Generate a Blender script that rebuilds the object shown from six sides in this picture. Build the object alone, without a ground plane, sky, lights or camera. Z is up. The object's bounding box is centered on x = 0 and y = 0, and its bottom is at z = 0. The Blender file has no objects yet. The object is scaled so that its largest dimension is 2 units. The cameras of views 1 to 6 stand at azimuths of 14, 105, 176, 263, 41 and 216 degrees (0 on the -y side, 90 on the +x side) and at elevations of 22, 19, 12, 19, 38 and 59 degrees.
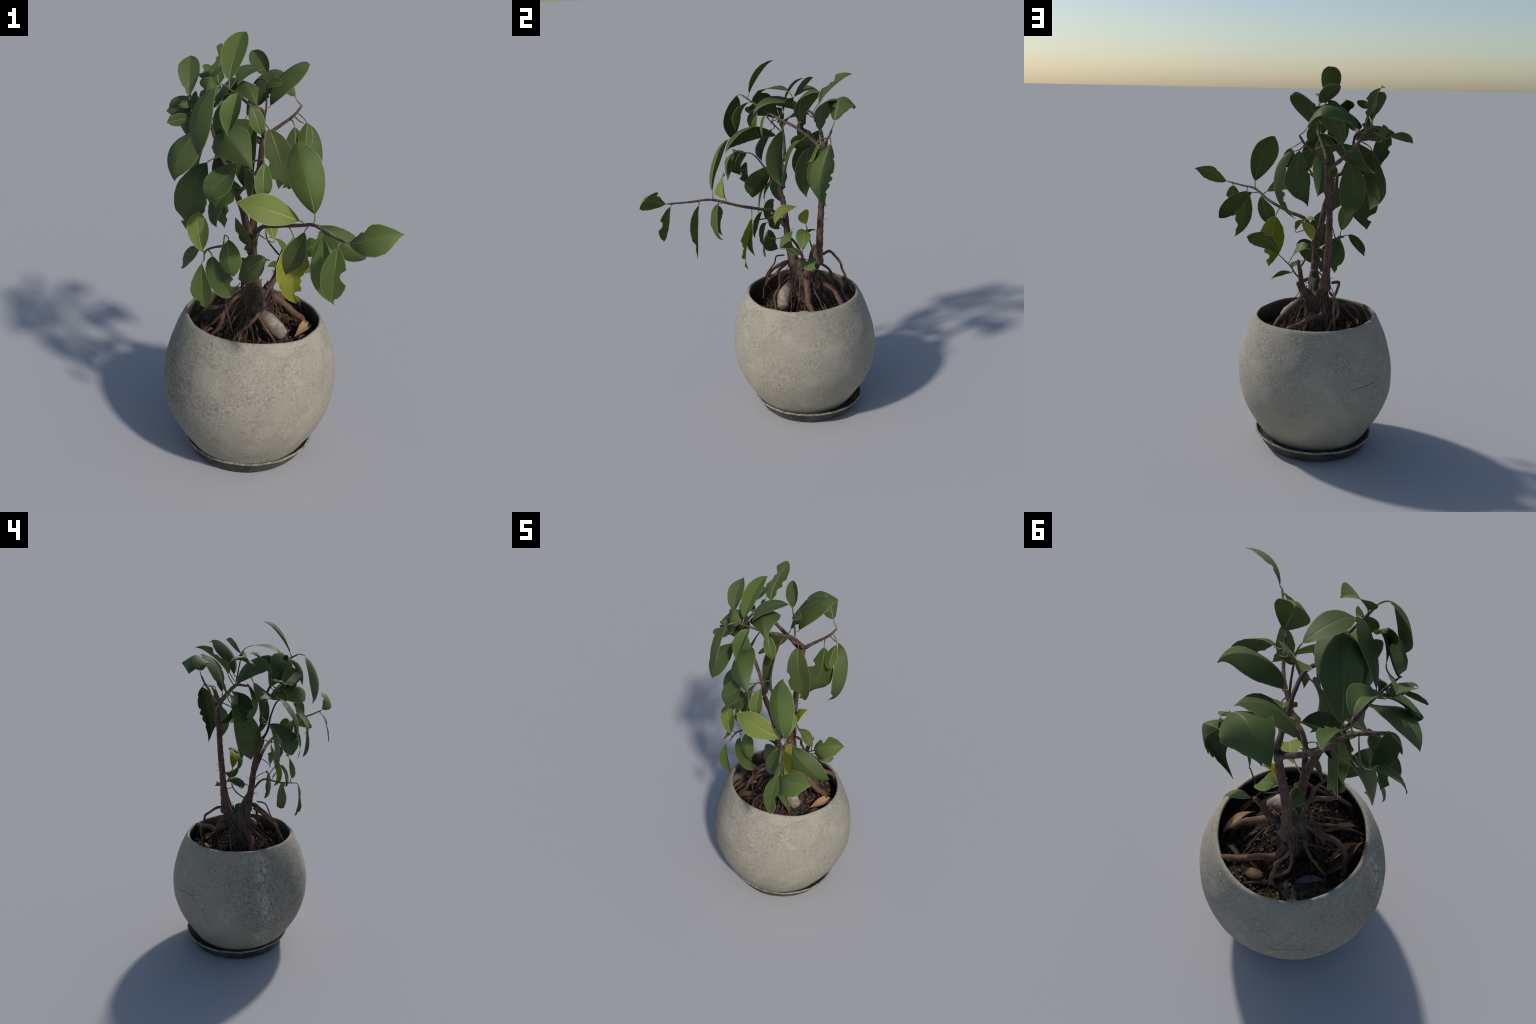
"""A small fig tree (thick-rooted, glossy oval leaves) in a globe-shaped concrete
pot that stands on a dark saucer.  Everything is built from profiles, spines and
leaf rules; each leaf is one call of leaf(), each stem or root one swept spine."""
import bpy, bmesh, math
import numpy as np
from mathutils import Vector, Matrix, noise

rng = np.random.default_rng(7)
V = np.array
PLANT = V((-0.11, 0.135, 0.0))          # foot of the plant's pot

# ------------------------------------------------------------------ scene helpers
def make_object(name, mesh, parent=None, origin=(0, 0, 0)):
    ob = bpy.data.objects.new(name, mesh)
    bpy.context.scene.collection.objects.link(ob)
    place(ob, parent, origin)
    return ob

def place(ob, parent, origin, rot=None):
    m = Matrix.Translation(Vector(origin))
    if rot is not None:
        m = m @ rot.to_4x4()
    if parent is not None:
        ob.parent = parent
        ob.matrix_parent_inverse = Matrix.Identity(4)
        m = WORLD[parent.name].inverted() @ m
        WORLD[ob.name] = WORLD[parent.name] @ m
    else:
        WORLD[ob.name] = m
    ob.matrix_basis = m

WORLD = {}

def mesh_from(name, verts, faces, mats=(), index=None, sharp=None):
    me = bpy.data.meshes.new(name)
    me.from_pydata([tuple(map(float, v)) for v in verts], [], [tuple(map(int, f)) for f in faces])
    for m in mats:
        me.materials.append(m)
    if index is not None:
        me.polygons.foreach_set("material_index", V(index, dtype=np.int32))
    me.polygons.foreach_set("use_smooth", np.ones(len(me.polygons), dtype=bool))
    me.update()
    if sharp:
        me.set_sharp_from_angle(angle=sharp)
    return me

def ripple(p, scale, seed=0.0):
    """noise in -1..1 at a point"""
    return noise.noise(Vector((p[0] * scale + seed, p[1] * scale + 1.7 * seed, p[2] * scale - seed)))

# ------------------------------------------------------------------ materials
class Nodes:
    """a few short words for building node trees"""
    def __init__(self, name):
        self.mat = bpy.data.materials.new(name)
        self.mat.use_nodes = True
        self.t = self.mat.node_tree
        self.t.nodes.clear()
        self.out = self.t.nodes.new("ShaderNodeOutputMaterial")
        self.obj = self.t.nodes.new("ShaderNodeTexCoord").outputs["Object"]

    def n(self, kind, **inputs):
        node = self.t.nodes.new(kind)
        for k, v in inputs.items():
            k = k.replace("_", " ")
            self.put(node.inputs[k], v)
        return node

    def put(self, socket, v):
        if isinstance(v, bpy.types.NodeSocket):
            self.t.links.new(v, socket)
        else:
            if socket.type == "RGBA" and len(v) == 3:
                v = (*v, 1)
            socket.default_value = v

    def noise(self, scale, detail=3, rough=.5, distort=0, at=None):
        return self.n("ShaderNodeTexNoise", Vector=at or self.obj, Scale=scale, Detail=detail,
                      Roughness=rough, Distortion=distort).outputs["Fac"]

    def cells(self, scale, at=None, feature="F1", what="Distance", random=1.0):
        node = self.t.nodes.new("ShaderNodeTexVoronoi")
        node.feature = feature
        self.put(node.inputs["Vector"], at or self.obj)
        self.put(node.inputs["Scale"], scale)
        self.put(node.inputs["Randomness"], random)
        return node.outputs[what]

    def math(self, op, a, b=0.0, clamp=False):
        node = self.t.nodes.new("ShaderNodeMath")
        node.operation = op
        node.use_clamp = clamp
        self.put(node.inputs[0], a)
        self.put(node.inputs[1], b)
        return node.outputs[0]

    def span(self, x, lo, hi, a=0.0, b=1.0):
        node = self.t.nodes.new("ShaderNodeMapRange")
        node.interpolation_type = "SMOOTHSTEP"
        for i, v in enumerate((x, lo, hi, a, b)):
            self.put(node.inputs[i], v)
        return node.outputs[0]

    def mix(self, fac, a, b, mode="MIX"):
        node = self.t.nodes.new("ShaderNodeMix")
        node.data_type = "RGBA"
        node.blend_type = mode
        self.put(node.inputs[0], fac)
        self.put(node.inputs[6], a)
        self.put(node.inputs[7], b)
        return node.outputs[2]

    def stretch(self, sx, sy, sz, at=None):
        m = self.n("ShaderNodeMapping", Vector=at or self.obj)
        m.inputs["Scale"].default_value = (sx, sy, sz)
        return m.outputs[0]

    def part(self, axis):
        return self.n("ShaderNodeSeparateXYZ", Vector=self.obj).outputs["XYZ".index(axis)]

    def near(self, point):
        d = self.t.nodes.new("ShaderNodeVectorMath")
        d.operation = "DISTANCE"
        self.put(d.inputs[0], self.obj)
        d.inputs[1].default_value = point
        return d.outputs["Value"]

    def chance(self):
        return self.t.nodes.new("ShaderNodeObjectInfo").outputs["Random"]

    def bump(self, height, strength=.3, distance=.003):
        return self.n("ShaderNodeBump", Height=height, Strength=strength, Distance=distance).outputs[0]

    def finish(self, color, rough=.6, normal=None, spec=.5, through=0.0, through_color=None):
        b = self.n("ShaderNodeBsdfPrincipled", Base_Color=color, Roughness=rough)
        b.inputs["Specular IOR Level"].default_value = spec
        if normal is not None:
            self.put(b.inputs["Normal"], normal)
        surf = b.outputs[0]
        if through:
            tr = self.n("ShaderNodeBsdfTranslucent", Color=through_color if through_color is not None else color)
            mx = self.t.nodes.new("ShaderNodeMixShader")
            mx.inputs[0].default_value = through
            self.t.links.new(surf, mx.inputs[1])
            self.t.links.new(tr.outputs[0], mx.inputs[2])
            surf = mx.outputs[0]
        self.t.links.new(surf, self.out.inputs[0])
        return self.mat


def concrete():
    k = Nodes("weathered_concrete")
    worm = k.noise(88, 6, .66, .9)
    grain = k.noise(210, 3, .6, .4)
    cloud = k.noise(3.4, 5, .62, .5)
    blot = k.noise(8.5, 5, .65, .4)
    patch = k.noise(2.0, 4, .55, .3)
    light, mid, dark = CONCRETE
    # fine leathery grain, stronger in some areas than in others
    bite_ = k.span(blot, .34, .66, .15, 1.0)
    c = k.mix(k.span(worm, .30, .66), dark, light)
    c = k.mix(bite_, mid, c)
    c = k.mix(k.span(grain, .35, .7, .25, 0), c, V(dark) * .8)
    c = k.mix(k.span(cloud, .45, .68, 0, .50), c, (.475, .43, .345))         # pale worn areas
    c = k.mix(k.span(patch, .50, .66, 0, .40), c, (.29, .285, .215))         # greenish algae film
    c = k.mix(k.span(k.noise(5.2, 5, .65, .8), .54, .70, 0, .42), c, (.235, .215, .180))   # grey-brown stains
    c = k.mix(k.span(k.noise(11, 4, .6, .8), .58, .74, 0, .45), c, (.47, .39, .325))       # warm dusty flecks
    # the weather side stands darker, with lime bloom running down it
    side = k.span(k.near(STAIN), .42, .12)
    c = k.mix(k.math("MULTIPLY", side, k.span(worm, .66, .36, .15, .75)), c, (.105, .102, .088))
    x_run = k.math("ABSOLUTE", k.math("ADD", k.math("SUBTRACT", k.part("Y"), BLOOM[1]), k.math("MULTIPLY", k.math("SUBTRACT", k.noise(7, 3), .5), .10)))
    bloom = k.math("MULTIPLY", k.span(x_run, .075, .01), k.span(k.part("X"), -.20, -.30))
    bloom = k.math("MULTIPLY", bloom, k.span(k.noise(46, 6, .7, .8), .44, .60))
    bloom = k.math("MULTIPLY", bloom, k.span(k.noise(6, 3), .36, .58))
    c = k.mix(k.math("MULTIPLY", bloom, .75), c, (.52, .50, .45))
    # pits and little scuffs
    pits = k.math("MULTIPLY", k.span(k.cells(34), .13, .06), k.span(k.noise(6, 2), .54, .62))
    scuff = k.math("MULTIPLY", k.span(k.cells(11, at=k.stretch(1.0, 1.0, 3.0)), .075, .03), k.span(k.noise(5, 2), .50, .56))
    c = k.mix(k.math("MULTIPLY", pits, .6), c, (.10, .095, .08))
    c = k.mix(k.math("MULTIPLY", scuff, .7), c, (.09, .085, .07))
    # hairline crack on the far side
    crack = k.math("ABSOLUTE", k.math("SUBTRACT", k.math("SUBTRACT", k.part("Z"), CRACK[2]),
                   k.math("ADD", k.math("MULTIPLY", k.math("SUBTRACT", k.part("X"), CRACK[0]), CRACK_SLOPE), k.math("MULTIPLY", k.math("SUBTRACT", k.noise(24, 3), .5), .012))))
    crack = k.math("MULTIPLY", k.span(crack, .0032, .0012), k.span(k.near(CRACK), .10, .07))
    c = k.mix(k.math("MULTIPLY", crack, .75), c, (.07, .065, .055))
    h = k.math("ADD", worm, k.math("MULTIPLY", grain, .4))
    h = k.math("ADD", h, k.math("MULTIPLY", blot, .8))
    h = k.math("SUBTRACT", h, k.math("ADD", k.math("MULTIPLY", pits, .8), k.math("MULTIPLY", crack, .8)))
    return k.finish(c, .88, k.bump(h, .5, .005), .25)

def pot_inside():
    k = Nodes("dark_concrete_inside")
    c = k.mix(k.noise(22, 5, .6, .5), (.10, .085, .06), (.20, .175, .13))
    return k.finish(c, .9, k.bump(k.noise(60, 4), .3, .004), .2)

def saucer_clay():
    k = Nodes("dark_saucer_mottled")
    c = k.mix(k.span(k.noise(14, 5, .65, .6), .38, .64), (.026, .026, .020), (.070, .067, .050))
    c = k.mix(k.span(k.noise(70, 4, .6), .55, .7, 0, .5), c, (.15, .14, .11))
    return k.finish(c, .62, k.bump(k.noise(80, 4), .3, .003), .4)

def saucer_lip():
    k = Nodes("worn_saucer_lip")
    c = k.mix(k.span(k.noise(26, 5, .65, .8), .36, .62), (.13, .125, .095), (.31, .295, .235))
    return k.finish(c, .7, k.bump(k.noise(80, 4), .3, .003), .3)

def bark(name, lo, hi, spot, spots=.5, scale=40):
    k = Nodes(name)
    fib = k.noise(scale, 5, .65, .8, at=k.stretch(1, 1, .45))
    c = k.mix(k.span(fib, .32, .68), lo, hi)
    len_ = k.math("MULTIPLY", k.span(k.cells(46, at=k.stretch(1, 1, 1.7)), .26, .14), k.span(k.noise(20, 2), .5, .6))
    c = k.mix(k.math("MULTIPLY", len_, spots), c, spot)
    c = k.mix(k.span(k.noise(9, 3), .55, .75, 0, .35), c, V(lo) * .55)
    return k.finish(c, .78, k.bump(fib, .6, .004), .3)

def root_bark():
    k = Nodes("root_bark")
    f = k.noise(50, 4, .6, .6)
    c = k.mix(k.span(f, .32, .68), (.072, .036, .024), (.165, .088, .055))
    c = k.mix(k.math("MULTIPLY", k.chance(), .5), c, (.12, .078, .058))
    return k.finish(c, .75, k.bump(f, .5, .003), .3)

def tuber_skin():
    k = Nodes("tuber_skin")
    f = k.noise(26, 5, .62, .7)
    c = k.mix(k.span(f, .3, .7), (.17, .138, .104), (.33, .285, .235))
    warm = k.span(k.noise(15, 4, .6, .8), .53, .64)
    c = k.mix(k.math("MULTIPLY", warm, .75), c, (.27, .13, .055))
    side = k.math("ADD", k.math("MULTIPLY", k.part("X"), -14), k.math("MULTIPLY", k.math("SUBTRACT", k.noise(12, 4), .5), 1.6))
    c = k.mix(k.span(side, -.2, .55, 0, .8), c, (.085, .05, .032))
    return k.finish(c, .7, k.bump(f, .5, .004), .35)

def soil_mat():
    k = Nodes("potting_soil")
    f = k.noise(48, 6, .7, .4)
    c = k.mix(k.span(f, .38, .7), (.018, .012, .008), (.075, .052, .034))
    c = k.mix(k.span(k.cells(60), .22, .10, 0, .5), c, (.12, .088, .058))
    return k.finish(c, .95, k.bump(f, .9, .01), .15)

def grit_mat():
    k = Nodes("soil_grit")
    c = k.mix(k.noise(45, 4, .6), (.045, .031, .021), (.16, .118, .078))
    c = k.mix(k.span(k.noise(4, 2), .45, .6), c, (.05, .035, .025))
    return k.finish(c, .92, k.bump(k.noise(90, 4), .5, .004), .15)

def dry_mat(name, a, b):
    k = Nodes(name)
    c = k.mix(k.span(k.noise(16, 4, .6, .6), .3, .7), a, b)
    c = k.mix(k.span(k.noise(60, 3), .6, .75, 0, .5), c, V(a) * .45)
    return k.finish(c, .7, k.bump(k.noise(50, 4), .3, .003), .3)

def leaf_mats(kind):
    """upper face, lower face, midrib, margin"""
    base, pale, under = LEAF_COLORS[kind]
    out = []
    for side in ("upper", "lower"):
        k = Nodes(f"{kind}_leaf_{side}")
        big = k.noise(9, 3, .5, .3)
        col = k.mix(k.span(big, .36, .66), V(base) * .86, V(base) * 1.12) if side == "upper" else \
              k.mix(k.span(big, .36, .66), V(under) * .9, V(under) * 1.12)
        # darker or warmer from leaf to leaf
        col = k.mix(k.math("MULTIPLY", k.chance(), .30), col, V(pale if side == "upper" else base) * .82)
        # faint side veins, fanning from the midrib in leaf coordinates
        x = k.math("ABSOLUTE", k.part("X"))
        wave = k.math("SINE", k.math("MULTIPLY", k.math("SUBTRACT", k.part("Y"), k.math("MULTIPLY", x, .55)), 420))
        vein = k.span(wave, .80, 1.0)
        col = k.mix(k.math("MULTIPLY", vein, .10), col, pale)
        specks = k.span(k.noise(190, 2, .5), .70, .78, 0, .35)
        col = k.mix(specks, col, pale)
        if kind == "yellow":
            blotch = k.span(k.noise(14, 4, .6, .8), .52, .60)
            col = k.mix(k.math("MULTIPLY", blotch, .75), col, (.11, .17, .03))
            col = k.mix(k.span(k.noise(21, 4, .6, .8), .63, .70, 0, .7), col, (.20, .085, .02))
        else:
            spot = k.span(k.noise(24, 3, .6), .70, .76, 0, .55)
            col = k.mix(spot, col, (.13, .115, .03))
        h = k.math("ADD", k.noise(60, 3), k.math("MULTIPLY", vein, -.25))
        rough = k.span(big, .3, .7, .52, .62) if side == "upper" else .66
        out.append(k.finish(col, rough, k.bump(h, .10, .002), .30 if side == "upper" else .22,
                            .20, k.mix(.5, col, V(pale) * 1.1)))
    k = Nodes(f"{kind}_leaf_midrib")
    out.append(k.finish(k.mix(k.span(k.part("Y"), .03, .20), V(pale) * 1.0, V(base) * 1.15), .55, None, .35, .1))
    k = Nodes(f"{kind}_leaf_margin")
    out.append(k.finish(k.mix(k.noise(20, 2), V(pale) * 1.05, V(pale) * 1.5), .55, None, .4, .2))
    return out

CONCRETE = ((.455, .412, .328), (.365, .332, .262), (.195, .177, .142))
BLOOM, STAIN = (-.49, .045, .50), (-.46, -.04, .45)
CRACK, CRACK_SLOPE = (-.33, .48, .44), -.12
LEAF_COLORS = {                       # upper face, pale parts, lower face
    "green": ((.074, .108, .030), (.150, .190, .058), (.076, .106, .030)),
    "fresh": ((.096, .142, .033), (.185, .235, .062), (.090, .130, .029)),
    "lime": ((.170, .218, .044), (.300, .335, .085), (.155, .205, .040)),
    "yellow": ((.235, .270, .020), (.380, .380, .050), (.225, .235, .016)),
}
LEAF = {kind: leaf_mats(kind) for kind in LEAF_COLORS}
MAT = dict(
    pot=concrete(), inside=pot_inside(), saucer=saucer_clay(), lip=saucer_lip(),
    stem=bark("stem_bark", (.060, .032, .024), (.135, .078, .056), (.26, .19, .13), .6),
    bulb=bark("swollen_base_bark", (.040, .030, .022), (.120, .095, .068), (.16, .10, .05), .4, 26),
    branch=bark("branch_bark", (.058, .036, .027), (.150, .102, .078), (.24, .18, .12), .5),
    twig=bark("twig_bark", (.062, .040, .026), (.150, .100, .064), (.22, .17, .09), .4, 60),
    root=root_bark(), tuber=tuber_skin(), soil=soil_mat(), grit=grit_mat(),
    tan=dry_mat("dry_leaf_tan", (.30, .165, .085), (.46, .30, .17)),
    rust=dry_mat("dry_leaf_rust", (.085, .045, .024), (.18, .105, .056)),
    grey=dry_mat("dry_leaf_grey", (.15, .15, .145), (.25, .25, .25)),
)
k = Nodes("leaf_stalk")
MAT["stalk"] = k.finish(k.mix(k.span(k.noise(20, 3), .35, .65), (.105, .090, .030), (.215, .160, .050)), .55, None, .4)

# ------------------------------------------------------------------ pot and saucer
def smooth_through(xs, ys, x):
    """Hermite curve through knots"""
    xs, ys = V(xs, float), V(ys, float)
    h = np.diff(xs); d = np.diff(ys) / h
    m = np.zeros(len(xs)); m[1:-1] = (d[:-1] * h[1:] + d[1:] * h[:-1]) / (h[:-1] + h[1:])
    m[0] = 1.5 * d[0] - .5 * m[1]; m[-1] = 1.5 * d[-1] - .5 * m[-2]
    i = np.clip(np.searchsorted(xs, x) - 1, 0, len(xs) - 2); t = (x - xs[i]) / h[i]
    return ((2*t**3 - 3*t**2 + 1) * ys[i] + (t**3 - 2*t**2 + t) * h[i] * m[i]
            + (3*t**2 - 2*t**3) * ys[i+1] + (t**3 - t**2) * h[i] * m[i+1])

def lathe(name, rings, mats, index, seg, shape):
    """rings of (radius, height) turned about the z axis; shape(point) may warp each point"""
    verts, faces, mi = [], [], []
    for r, z in rings:
        for j in range(seg):
            a = 2 * math.pi * j / seg
            verts.append(shape(r, z, a))
    for i in range(len(rings) - 1):
        for j in range(seg):
            k2 = (j + 1) % seg
            faces.append((i * seg + j, i * seg + k2, (i + 1) * seg + k2, (i + 1) * seg + j))
            mi.append(index[i])
    for ring, flip in ((0, True), (len(rings) - 1, False)):
        c = len(verts)
        verts.append(shape(0, rings[ring][1], 0))
        for j in range(seg):
            a, b = ring * seg + j, ring * seg + (j + 1) % seg
            faces.append((c, b, a) if flip else (c, a, b))
            mi.append(index[ring if flip else -1])
    return mesh_from(name, verts, faces, mats, mi)

BODY_Z = (.030, .055, .10, .20, .30, .40, .50, .60, .66, .705)
BODY_R = (.245, .270, .3015, .364, .4013, .412, .402, .374, .3505, .3275)
AXIS_LOW, AXIS_RIM = V((-.1145, .133)), V((-.105, .132))

def pot_shape(r, z, a):
    up = min(max((z - .25) / .45, 0), 1); up = up * up * (3 - 2 * up)
    c = AXIS_LOW * (1 - up) + AXIS_RIM * up
    d = V((math.cos(a), math.sin(a)))
    p = V((*(c + d * r), z))
    lump = .0035 * ripple(p, 4.5, 3.1) + .0022 * ripple(p, 13, 8.2)
    p[:2] += d * lump * min(1, r / .1)
    p[2] += up * (-.029 * d[0] - .0156 * d[1]) * r          # the mouth leans a little
    if z > .64:
        p[2] += .0035 * ripple(p, 9, 5.0) * (z - .64) / .07
    return p

def build_pot(parent):
    outer = [(float(smooth_through(BODY_Z, BODY_R, z)), z) for z in np.linspace(.030, .703, 72)]
    lip = [(.3225, .7115), (.3175, .7165), (.3120, .7185), (.3070, .7170), (.3040, .7125)]
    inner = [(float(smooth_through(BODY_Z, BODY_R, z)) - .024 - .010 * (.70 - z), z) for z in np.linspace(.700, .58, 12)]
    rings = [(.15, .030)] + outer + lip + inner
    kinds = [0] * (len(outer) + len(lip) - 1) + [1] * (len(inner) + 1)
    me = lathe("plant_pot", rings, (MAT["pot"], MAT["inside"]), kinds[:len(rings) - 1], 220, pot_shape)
    return make_object("plant_pot", me, parent)

def saucer_shape(r, z, a):
    c = V((-.119, .150)) + V((.0096, .0014)) * min(1, z / .07)
    d = V((math.cos(a), math.sin(a)))
    p = V((*(c + d * r), z))
    if r > .1:
        hi = min(1, z / .06)
        p[:2] += d * (.0032 * ripple((d[0], d[1], 0), 2.2, 4.0) + .0015 * ripple((d[0], d[1], z * 9), 7, 1.0))
        p[2] += hi * ((.0169 * d[0] - .0153 * d[1]) * r + .003 * ripple((d[0], d[1], 0), 5, 9.0))
    return p

def build_saucer():
    rings = [(.20, .0015), (.258, .001), (.272, .005), (.281, .014), (.288, .026), (.294, .040), (.300, .052), (.3065, .060),
             (.3125, .0655), (.3155, .0700), (.3150, .0745), (.3105, .0765), (.3055, .0745), (.3025, .0690),
             (.297, .063), (.288, .059), (.276, .056), (.262, .054), (.18, .053)]
    kinds = [0] * 8 + [1] * 5 + [0] * 5
    me = lathe("saucer", rings, (MAT["saucer"], MAT["lip"]), kinds, 160, saucer_shape)
    ob = make_object("saucer", me)
    ob["label"] = "dark round clay saucer with a worn pale lip"
    ob["category"] = "plant saucer"
    return ob

# ------------------------------------------------------------------ swept spines
def curve(path, step=.006):
    """points along a Catmull-Rom curve through the path"""
    K = V(path, float)
    P = np.vstack([2 * K[0] - K[1], K, 2 * K[-1] - K[-2]])
    out = []
    for i in range(1, len(P) - 2):
        a, b, c, d = P[i - 1:i + 3]
        n = max(3, int(np.linalg.norm(c - b) / step))
        for t in np.arange(n) / n:
            out.append(.5 * (2*b + (c - a) * t + (2*a - 5*b + 4*c - d) * t*t + (3*b - a - 3*c + d) * t**3))
    out.append(P[-2])
    return V(out)

def sweep(pts, radii, sides=10, rough=.0, seed=0.0, nodes=0.0):
    """tube with rounded ends around a spine, as vertices and faces"""
    n = len(pts)
    d = np.gradient(pts, axis=0); d /= np.linalg.norm(d, axis=1)[:, None] + 1e-9
    s = np.cross(d[0], (.31, .9, .2)); s /= np.linalg.norm(s)
    verts, faces = [], []
    run = np.concatenate([[0], np.cumsum(np.linalg.norm(np.diff(pts, axis=0), axis=1))])
    for i in range(n):
        s = s - d[i] * (s @ d[i]); s /= np.linalg.norm(s)
        u = np.cross(d[i], s)
        end = min(1, (.35 + min(i, n - 1 - i)) ** .5 * .8) if min(i, n - 1 - i) < 2 else 1
        ring = 1 + nodes * math.exp(-((run[i] % .045) - .022) ** 2 / .00003)
        for j in range(sides):
            a = 2 * math.pi * j / sides
            q = s * math.cos(a) + u * math.sin(a)
            r = radii[i] * end * ring
            r *= 1 + rough * ripple(pts[i] + q * radii[i], 38, seed) + .6 * rough * ripple(pts[i] + q * radii[i], 95, seed)
            verts.append(pts[i] + q * r)
    for i in range(n - 1):
        for j in range(sides):
            k2 = (j + 1) % sides
            faces.append((i * sides + j, i * sides + k2, (i + 1) * sides + k2, (i + 1) * sides + j))
    faces.append(tuple(range(sides - 1, -1, -1)))
    faces.append(tuple((n - 1) * sides + j for j in range(sides)))
    return verts, faces

WOOD = []                  # sampled points of stems and branches, for leaf stalks to grow from
plant = bpy.data.objects.new("potted_fig_tree", None)
bpy.context.scene.collection.objects.link(plant)
WORLD[plant.name] = Matrix.Translation(Vector(PLANT))
plant.matrix_basis = WORLD[plant.name]
plant["label"] = "small glossy-leaved fig tree with exposed roots in a round grey concrete pot"
plant["category"] = "potted plant"

def spine(name, path, thick, mat, sides=10, rough=.12, wiggle=.0, flare=None, nodes=.0, wood=True):
    pts = curve(path)
    t = np.linspace(0, 1, len(pts))
    if wiggle:
        ph = rng.uniform(0, 9, 3)
        for a in range(3):
            pts[:, a] += wiggle * np.sin(np.pi * t) * (np.sin(9 * t + ph[a]) + .5 * np.sin(23 * t + 2 * ph[a]))
    r = thick[0] * (1 - t) + thick[1] * t
    if flare:
        r = r + flare * np.exp(-(t / .09) ** 2)
    v, f = sweep(pts, r, sides, rough, rng.uniform(0, 50), nodes)
    o = pts[0]
    if wood:
        WOOD.append(pts)
    return make_object(name, mesh_from(name, V(v) - o, f, (MAT[mat],)), plant, o)

def stem(path, thick):
    return spine("stem", path, thick, "stem", 16, .12, flare=.012, nodes=.05)

def branch(path, thick):
    return spine("branch", path, thick, "branch", 12, .12, flare=.003, nodes=.10)

def twig(path, thick):
    return spine("twig", path, thick, "twig", 8, .12, nodes=.10)

def root(path, thick):
    a, b = V(path[-2]), V(path[-1])
    if b[2] > SOIL + .01:                       # dive on into the soil
        run = b - a
        path = list(path) + [tuple(b + (run[0] * .35, run[1] * .35, -.55 * (b[2] - SOIL + .02))), (b[0] + run[0] * .6, b[1] + run[1] * .6, SOIL - .03)]
    return spine("root", path, thick, "root", 10, .16, wiggle=.0025, wood=False)

# ------------------------------------------------------------------ leaves
def bite(at, side, depth, wide):
    return at, side, depth, wide

def margin(t, skew):
    """half width along the blade, 0 at the stalk and 0 at the tip"""
    u = t ** skew
    return np.maximum(np.sin(np.pi * u), 0) ** (.74 + .42 * u) * 1.02

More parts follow.
